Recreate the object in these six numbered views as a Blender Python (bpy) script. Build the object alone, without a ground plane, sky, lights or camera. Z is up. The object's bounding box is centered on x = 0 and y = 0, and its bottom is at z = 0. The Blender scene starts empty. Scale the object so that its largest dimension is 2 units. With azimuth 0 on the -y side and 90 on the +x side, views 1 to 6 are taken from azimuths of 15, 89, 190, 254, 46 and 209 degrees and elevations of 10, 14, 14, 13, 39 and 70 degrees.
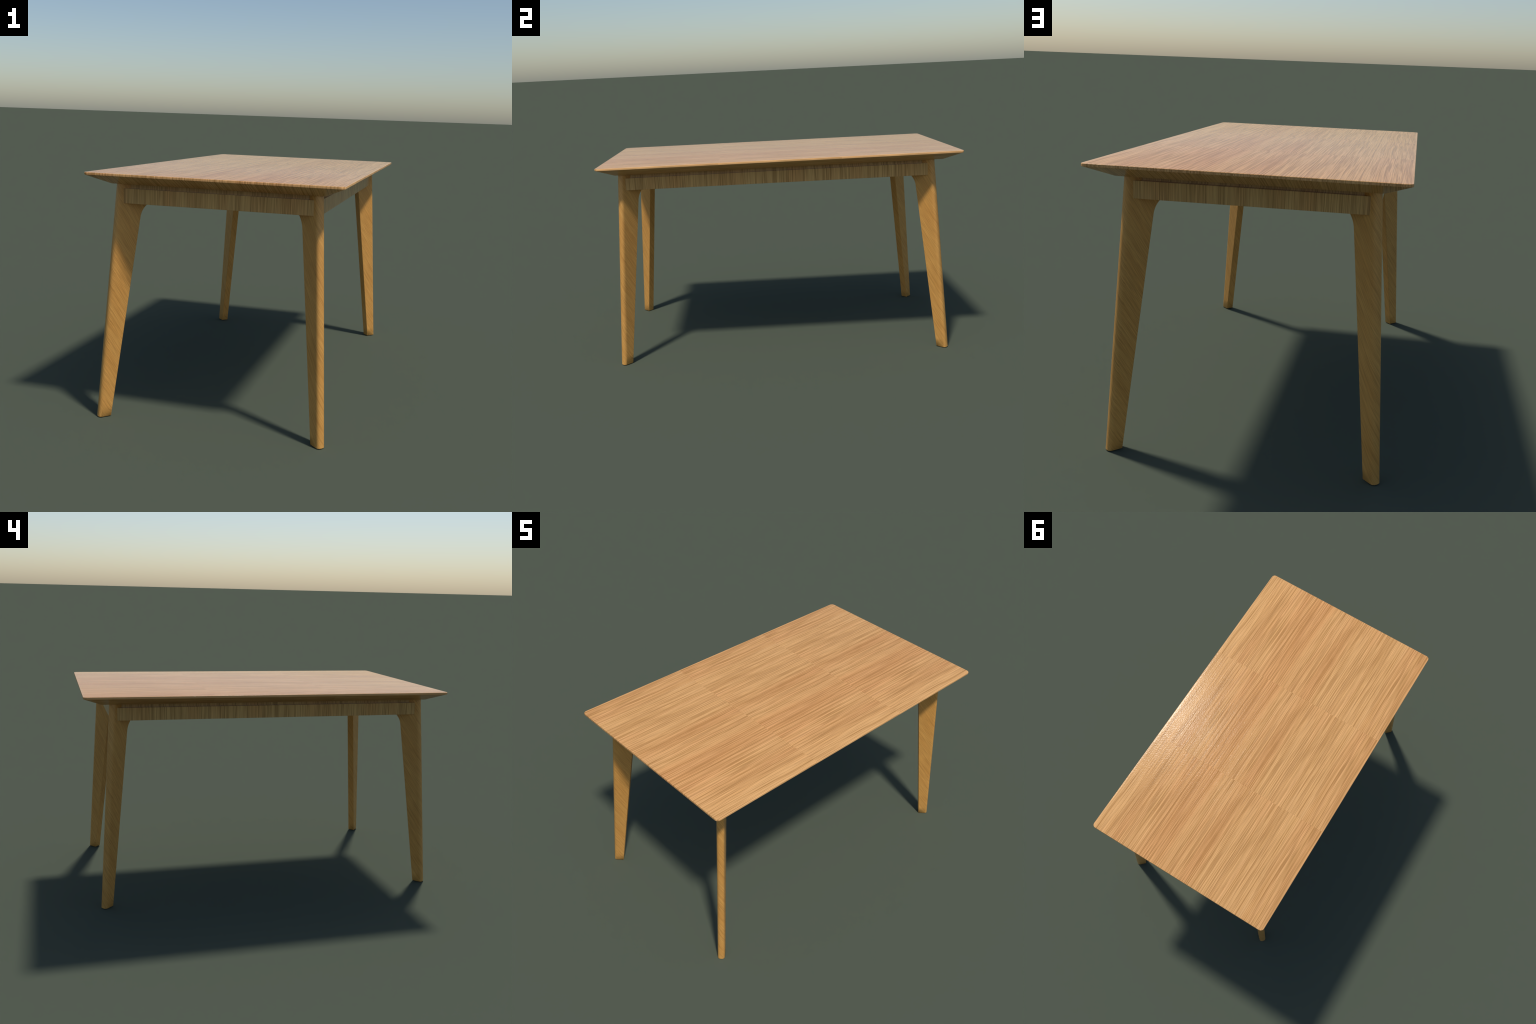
"""Oak dining table: thin under-bevelled top on a recessed frame, with four
blade-shaped splayed legs set diagonally through the corners of the apron."""
import bpy, bmesh, math
from mathutils import Vector, Matrix

# ------------------------------------------------------------------ sizes (m)
TOP_HX, TOP_HY = 0.577, 1.000      # half width / half length of the top
TOP_Z = 1.1387                     # upper face
EDGE_Z = 1.1278                    # lower rim of the upright edge band
UNDER_Z = 1.0872                   # flat underside
BEVEL_IN = 0.0925                  # how far the under-bevel runs in
CORNER_R = 0.021

FRAME_Y = -0.0152                  # the frame stands a touch off centre
RAIL_X, RAIL_Y = 0.4615, 0.8725    # outer faces of the side / end rails
RAIL_Z0, RAIL_Z1 = 0.9995, 1.0661
RAIL_T = 0.030
INSET = 0.025                      # recess of the spacer strip over the rails

LEG_DIAG = 0.409                   # |y| - |x| along each leg's mid plane
LEG_H = 0.0208                     # half thickness of the leg blade


# ------------------------------------------------------------------ materials
class Nodes:
    def __init__(self, name):
        m = bpy.data.materials.new(name)
        m.use_nodes = True
        self.mat, self.t = m, m.node_tree
        self.t.nodes.clear()

    def n(self, kind, ins=None, **props):
        nd = self.t.nodes.new(kind)
        for k, v in props.items():
            setattr(nd, k, v)
        for k, v in (ins or {}).items():
            self.put(nd.inputs[k], v)
        return nd

    def put(self, sock, v):
        if isinstance(v, bpy.types.NodeSocket):
            self.t.links.new(v, sock)
        else:
            sock.default_value = v

    def math(self, op, a, b=0.0, c=0.0):
        return self.n("ShaderNodeMath", {0: a, 1: b, 2: c}, operation=op).outputs[0]

    def ramp(self, fac, stops):
        nd = self.n("ShaderNodeValToRGB", {0: fac})
        el = nd.color_ramp.elements
        for i, (p, c) in enumerate(stops):
            e = el[i] if i < 2 else el.new(p)
            e.position = p
            e.color = (c, c, c, 1) if isinstance(c, (int, float)) else (*c, 1)
        return nd.outputs[0]

    def mix(self, fac, a, b, kind="MIX"):
        nd = self.n("ShaderNodeMix", data_type="RGBA", blend_type=kind)
        col = [s for s in nd.inputs if s.type == "RGBA"]
        self.put(nd.inputs[0], fac)
        for s, v in zip(col, (a, b)):
            self.put(s, v if isinstance(v, bpy.types.NodeSocket) else (*v, 1))
        return [o for o in nd.outputs if o.type == "RGBA"][0]

    def noise(self, a, b, fa, fb, seed, detail=2.0, rough=0.5):
        """Noise stretched along the grain: a runs across it, b along it."""
        v = self.n("ShaderNodeCombineXYZ", {0: self.math("MULTIPLY", a, fa),
                                            1: self.math("MULTIPLY", b, fb), 2: seed})
        return self.n("ShaderNodeTexNoise", {"Vector": v.outputs[0], "Scale": 1.0,
                                             "Detail": detail, "Roughness": rough}).outputs[0]

    def xyz(self, sock):
        return self.n("ShaderNodeSeparateXYZ", {0: sock}).outputs


def oak(name, coords, pale, warm, dark, pore, seed, fine=1.0, length=1.0,
        pore_amt=0.8, band_amt=0.6, warm_amt=0.8, roughness=0.4, bump=0.25, spec=0.5, lip=False):
    """Oak veneer. coords(k, object_xyz, normal_xyz) -> (across, along)."""
    k = Nodes(name)
    tc = k.n("ShaderNodeTexCoord")
    a, b = coords(k, k.xyz(tc.outputs["Object"]), k.xyz(tc.outputs["Normal"]))
    # slow wander so that streaks are not ruled lines
    w = k.noise(a, b, 9 * fine, 4 * length, seed + 9.1, 1.0)
    a = k.math("ADD", a, k.math("MULTIPLY", k.math("SUBTRACT", w, 0.5), 0.006 / fine))

    patch = k.noise(a, b, 6.5 * fine, 1.3 * length, seed + 1.3, 2.0)
    band = k.noise(a, b, 34 * fine, 1.2 * length, seed + 2.7, 3.0, 0.6)
    line = k.noise(a, b, 78 * fine, 0.7 * length, seed + 7.7, 2.0, 0.55)
    dash = k.noise(a, b, 70 * fine, 6.0 * length, seed + 8.4, 2.0)
    streak = k.noise(a, b, 230 * fine, 2.6 * length, seed + 3.9, 1.5, 0.5)
    fleck = k.noise(a, b, 280 * fine, 7 * length, seed + 4.4, 1.0)
    fibre = k.noise(a, b, 340 * fine, 12 * length, seed + 5.2, 2.0)
    clump = k.noise(a, b, 13 * fine, 0.9 * length, seed + 6.6, 1.0)

    warm_f = k.math("MULTIPLY", k.ramp(patch, [(0.42, 0.0), (0.68, 1.0)]), warm_amt)
    band_f = k.math("MULTIPLY", k.ramp(band, [(0.38, 0.0), (0.72, 1.0)]), band_amt)
    # year-ring lines, broken into dashes, and open pores denser in some bands
    ring = k.ramp(k.math("ABSOLUTE", k.math("SUBTRACT", line, 0.5)), [(0.010, 1.0), (0.040, 0.0)])
    ring = k.math("MULTIPLY", ring, k.ramp(dash, [(0.36, 0.2), (0.48, 1.0)]))
    lvl = k.math("ADD", streak, k.math("MULTIPLY", k.math("SUBTRACT", clump, 0.5), 0.15))
    pores = k.ramp(lvl, [(0.56, 0.0), (0.665, 0.9)])
    fl = k.math("ADD", fleck, k.math("MULTIPLY", k.math("SUBTRACT", clump, 0.5), 0.15))
    pores = k.math("MAXIMUM", pores, k.ramp(fl, [(0.56, 0.0), (0.70, 0.8)]))
    pore_f = k.math("MULTIPLY", k.math("MAXIMUM", k.math("MULTIPLY", ring, 0.85), pores), pore_amt)
    if lip:                       # the long rims are cut with the grain: few pores show there
        edge = k.math("ABSOLUTE", k.xyz(tc.outputs["Object"])[0])
        keep = k.n("ShaderNodeMapRange", {0: edge, 1: TOP_HX - 0.005, 2: TOP_HX - 0.001, 3: 1.0, 4: 0.1})
        pore_f = k.math("MULTIPLY", pore_f, keep.outputs[0])
    col = k.mix(warm_f, pale, warm)
    col = k.mix(band_f, col, dark)
    col = k.mix(pore_f, col, pore)
    fib = k.ramp(fibre, [(0.3, 0.87), (0.7, 1.10)])
    col = k.mix(1.0, col, fib, "MULTIPLY")

    # relief: sunken pores and a fine lacquered orange-peel
    o = tc.outputs["Object"]
    peel = k.n("ShaderNodeTexNoise", {"Vector": o, "Scale": 130.0, "Detail": 2.0}).outputs[0]
    h = k.math("SUBTRACT", k.math("MULTIPLY", peel, 0.6), k.math("MULTIPLY", pore_f, 0.12))
    bmp = k.n("ShaderNodeBump", {"Strength": bump, "Distance": 0.0016, "Height": h})
    bs = k.n("ShaderNodeBsdfPrincipled", {"Base Color": col, "Roughness": roughness,
                                          "IOR": 1.5, "Specular IOR Level": spec,
                                          "Normal": bmp.outputs[0]})
    out = k.n("ShaderNodeOutputMaterial")
    k.t.links.new(bs.outputs[0], out.inputs[0])
    return k.mat


def top_coords(k, o, n):
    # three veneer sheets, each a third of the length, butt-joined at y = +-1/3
    sheet = k.math("WRAP", o[1], 1.0 / 3.0, -1.0 / 3.0)
    return o[0], sheet


def rail_coords(axis):
    def f(k, o, n):
        return o[axis], o[2]
    return f


def leg_coords(k, o, n):
    """Grain runs obliquely round the blade: o.x along the blade's depth,
    o.y through its thickness, o.z up."""
    depth = k.math("ADD", o[0], k.math("MULTIPLY", o[2], 0.0885))      # follow the splayed nose
    depth = k.math("MINIMUM", depth, 0.0)                              # nose itself: arc length only
    y = k.math("MINIMUM", k.math("MAXIMUM", k.math("DIVIDE", o[1], LEG_H), -1.0), 1.0)
    turn = k.math("ADD", k.math("MULTIPLY", k.math("MINIMUM", n[0], 0.0), 2.0), 1.0)   # -1 on the inner edge
    girth = k.math("MULTIPLY", k.math("MULTIPLY", k.math("ARCSINE", y), 1.1 * LEG_H), turn)
    girth = k.math("SUBTRACT", girth, k.math("MULTIPLY", depth, n[1]))
    c, s = math.cos(math.radians(56)), math.sin(math.radians(56))
    across = k.math("ADD", k.math("MULTIPLY", girth, s), k.math("MULTIPLY", o[2], c))
    along = k.math("SUBTRACT", k.math("MULTIPLY", girth, c), k.math("MULTIPLY", o[2], s))
    return across, along


TOP_MAT = oak("oak_veneer_top", top_coords, pale=(0.735, 0.412, 0.172), warm=(0.69, 0.332, 0.134),
              dark=(0.54, 0.285, 0.090), pore=(0.30, 0.132, 0.032), seed=4.3, roughness=0.16, spec=0.07, lip=True,
              warm_amt=0.85, pore_amt=0.72, length=0.55, band_amt=0.45, bump=0.55)
RAIL_C = dict(pale=(0.64, 0.378, 0.138), warm=(0.62, 0.315, 0.108), dark=(0.49, 0.27, 0.084),
              pore=(0.25, 0.120, 0.030), pore_amt=0.78, band_amt=0.35, roughness=0.2)
SIDE_MAT = oak("oak_veneer_side_rail", rail_coords(1), seed=11.0, fine=1.0, length=0.7, **RAIL_C)
END_MAT = oak("oak_veneer_end_rail", rail_coords(0), seed=17.0, fine=1.25, length=0.7, **RAIL_C)
LEG_MAT = oak("solid_oak_leg", leg_coords, pale=(0.71, 0.370, 0.098), warm=(0.66, 0.310, 0.072),
              dark=(0.56, 0.265, 0.060), pore=(0.42, 0.185, 0.040), seed=23.0, fine=2.4,
              length=1.6, pore_amt=0.8, band_amt=0.5, warm_amt=0.6, roughness=0.33, bump=0.12)


# ------------------------------------------------------------------ geometry
def make(name, bm, mat, parent, smooth_angle=35):
    bmesh.ops.recalc_face_normals(bm, faces=bm.faces[:])
    me = bpy.data.meshes.new(name)
    for f in bm.faces:
        f.smooth = True
    for e in bm.edges:
        if len(e.link_faces) == 2 and e.calc_face_angle(0) > math.radians(smooth_angle):
            e.smooth = False
    bm.to_mesh(me)
    bm.free()
    me.materials.append(mat)
    ob = bpy.data.objects.new(name, me)
    bpy.context.scene.collection.objects.link(ob)
    ob.parent = parent
    return ob


def loft(rings):
    bm = bmesh.new()
    loops = [[bm.verts.new(p) for p in r] for r in rings]
    for lo, hi in zip(loops, loops[1:]):
        for i in range(len(lo)):
            j = (i + 1) % len(lo)
            bm.faces.new((lo[i], lo[j], hi[j], hi[i]))
    bm.faces.new(loops[0][::-1])
    bm.faces.new(loops[-1])
    return bm


def rounded_rect(hx, hy, r, z, seg=8):
    pts = []
    for cx, cy, a0 in ((1, 1, 0), (-1, 1, 90), (-1, -1, 180), (1, -1, 270)):
        for i in range(seg + 1):
            a = math.radians(a0 + 90 * i / seg)
            pts.append((cx * (hx - r) + r * math.cos(a), cy * (hy - r) + r * math.sin(a), z))
    return pts


def tabletop(parent):
    prof = [(BEVEL_IN, UNDER_Z), (BEVEL_IN - 0.004, UNDER_Z + 0.0008)]     # (inset, height)
    prof += [(0.0012, EDGE_Z - 0.0006), (0.0, EDGE_Z + 0.0008)]
    rr = 0.0026
    for i in range(6):
        a = math.radians(90 * i / 5)
        prof.append((rr * (1 - math.cos(a)), TOP_Z - rr + rr * math.sin(a)))
    rings = [rounded_rect(TOP_HX - d, TOP_HY - d, max(0.012, CORNER_R - 0.25 * d), z) for d, z in prof]
    return make("tabletop", loft(rings), TOP_MAT, parent, 24)


def board(name, x0, x1, y0, y1, z0, z1, mat, parent, bevel=0.0008):
    bm = bmesh.new()
    bmesh.ops.create_cube(bm, size=1.0)
    for v in bm.verts:
        v.co = Vector((x0 if v.co.x < 0 else x1, y0 if v.co.y < 0 else y1, z0 if v.co.z < 0 else z1))
    bmesh.ops.bevel(bm, geom=bm.edges[:], offset=bevel, segments=2, affect="EDGES")
    return make(name, bm, mat, parent)


def outer_s(z):
    return 1.0413 - 0.0885 * z


def inner_s(z):
    """Inner edge of the leg: straight taper, then a cove flaring in under the frame."""
    s = 0.9823 - 0.1505 * z
    z0, r, tilt = 0.935, 0.088, math.atan(0.1505)
    if z > z0:
        cz = z0 - r * math.sin(tilt)
        s0 = 0.9823 - 0.1505 * z0 - r * math.cos(tilt)
        d = min((z - cz) / r, 0.995)
        s = s0 + r * math.sqrt(1 - d * d)
    return s


def leg_mesh(parent):
    """Built in its own frame: x out along the diagonal, origin on the nose centre line at the floor."""
    ref = outer_s(0) - LEG_H
    zs = [0.0, 0.0015] + [0.05 * i for i in range(1, 18)] + [0.88, 0.91, 0.935]
    zs += [0.935 + 0.0055 * i for i in range(1, 14)] + [1.02, 1.05, UNDER_Z + 0.001]
    rings = []
    for z in zs:
        sh = 0.0012 if z == 0.0 else 0.0                      # tiny eased foot
        h = LEG_H - sh
        xi, xc = inner_s(z) - ref + sh, outer_s(z) - ref - LEG_H
        e = 0.0015                                            # eased inner arrises
        ring = [(xi, -h + e), (xi + e, -h)]
        p = 2 / 2.5                                           # nose: slightly squared half round
        ring += [(xc + h * math.sin(a) ** p, -math.copysign(h * abs(math.cos(a)) ** p, math.cos(a)))
                 for a in (math.pi * i / 20 for i in range(21))]
        ring += [(xi + e, h), (xi, h - e)]
        rings.append([(x, y, z) for x, y in ring])
    return make("leg", loft(rings), LEG_MAT, parent, 40), ref


def main():
    root = bpy.data.objects.new("dining_table", None)
    bpy.context.scene.collection.objects.link(root)
    root["label"] = "light oak dining table with bevelled top and splayed blade legs"
    root["category"] = "dining table"

    tabletop(root)

    # rails: each runs between the cheeks of two legs
    off = LEG_H * math.sqrt(2)
    def span_end(y):      # half length of an end rail lying at |y|
        return y - LEG_DIAG - off + 0.004
    def span_side(x):     # half length of a side rail lying at |x|
        return x + LEG_DIAG - off + 0.004
    lx, ly = span_end(RAIL_Y), span_side(RAIL_X)
    sx, sy = span_end(RAIL_Y - INSET), span_side(RAIL_X - INSET)
    for s in (-1, 1):
        f = lambda lo, hi: (s * lo, s * hi) if s > 0 else (s * hi, s * lo)
        a, b = f(RAIL_Y - RAIL_T, RAIL_Y)
        board("apron_rail", -lx, lx, a + FRAME_Y, b + FRAME_Y, RAIL_Z0, RAIL_Z1, END_MAT, root)
        a, b = f(RAIL_X - RAIL_T, RAIL_X)
        board("apron_rail", a, b, -ly + FRAME_Y, ly + FRAME_Y, RAIL_Z0, RAIL_Z1, SIDE_MAT, root)
        a, b = f(RAIL_Y - INSET - 0.018, RAIL_Y - INSET)
        board("spacer_strip", -sx, sx, a + FRAME_Y, b + FRAME_Y, RAIL_Z1 - 0.0003, UNDER_Z + 0.0012, END_MAT, root, 0.0003)
        a, b = f(RAIL_X - INSET - 0.018, RAIL_X - INSET)
        board("spacer_strip", a, b, -sy + FRAME_Y, sy + FRAME_Y, RAIL_Z1 - 0.0003, UNDER_Z + 0.0012, SIDE_MAT, root, 0.0003)

    # the frame is boxed in underneath, a hair above the rails' lower edge
    board("underside_panel", -RAIL_X + RAIL_T - 0.003, RAIL_X - RAIL_T + 0.003,
          FRAME_Y - RAIL_Y + RAIL_T - 0.003, FRAME_Y + RAIL_Y - RAIL_T + 0.003,
          RAIL_Z0 + 0.0006, RAIL_Z0 + 0.012, SIDE_MAT, root)

    leg, ref = leg_mesh(root)
    # place the four blades on the corner diagonals; a quarter turn each keeps the grain's hand
    px, py = (ref * math.sqrt(2) - LEG_DIAG) / 2, (ref * math.sqrt(2) + LEG_DIAG) / 2
    for i, (qx, qy) in enumerate(((1, 1), (-1, 1), (-1, -1), (1, -1))):
        ob = leg if i == 0 else leg.copy()
        if i:
            bpy.context.scene.collection.objects.link(ob)
        ob.parent = root
        ob.location = (qx * px, qy * py + FRAME_Y, 0)
        ob.rotation_euler = (0, 0, math.atan2(qy, qx))


main()
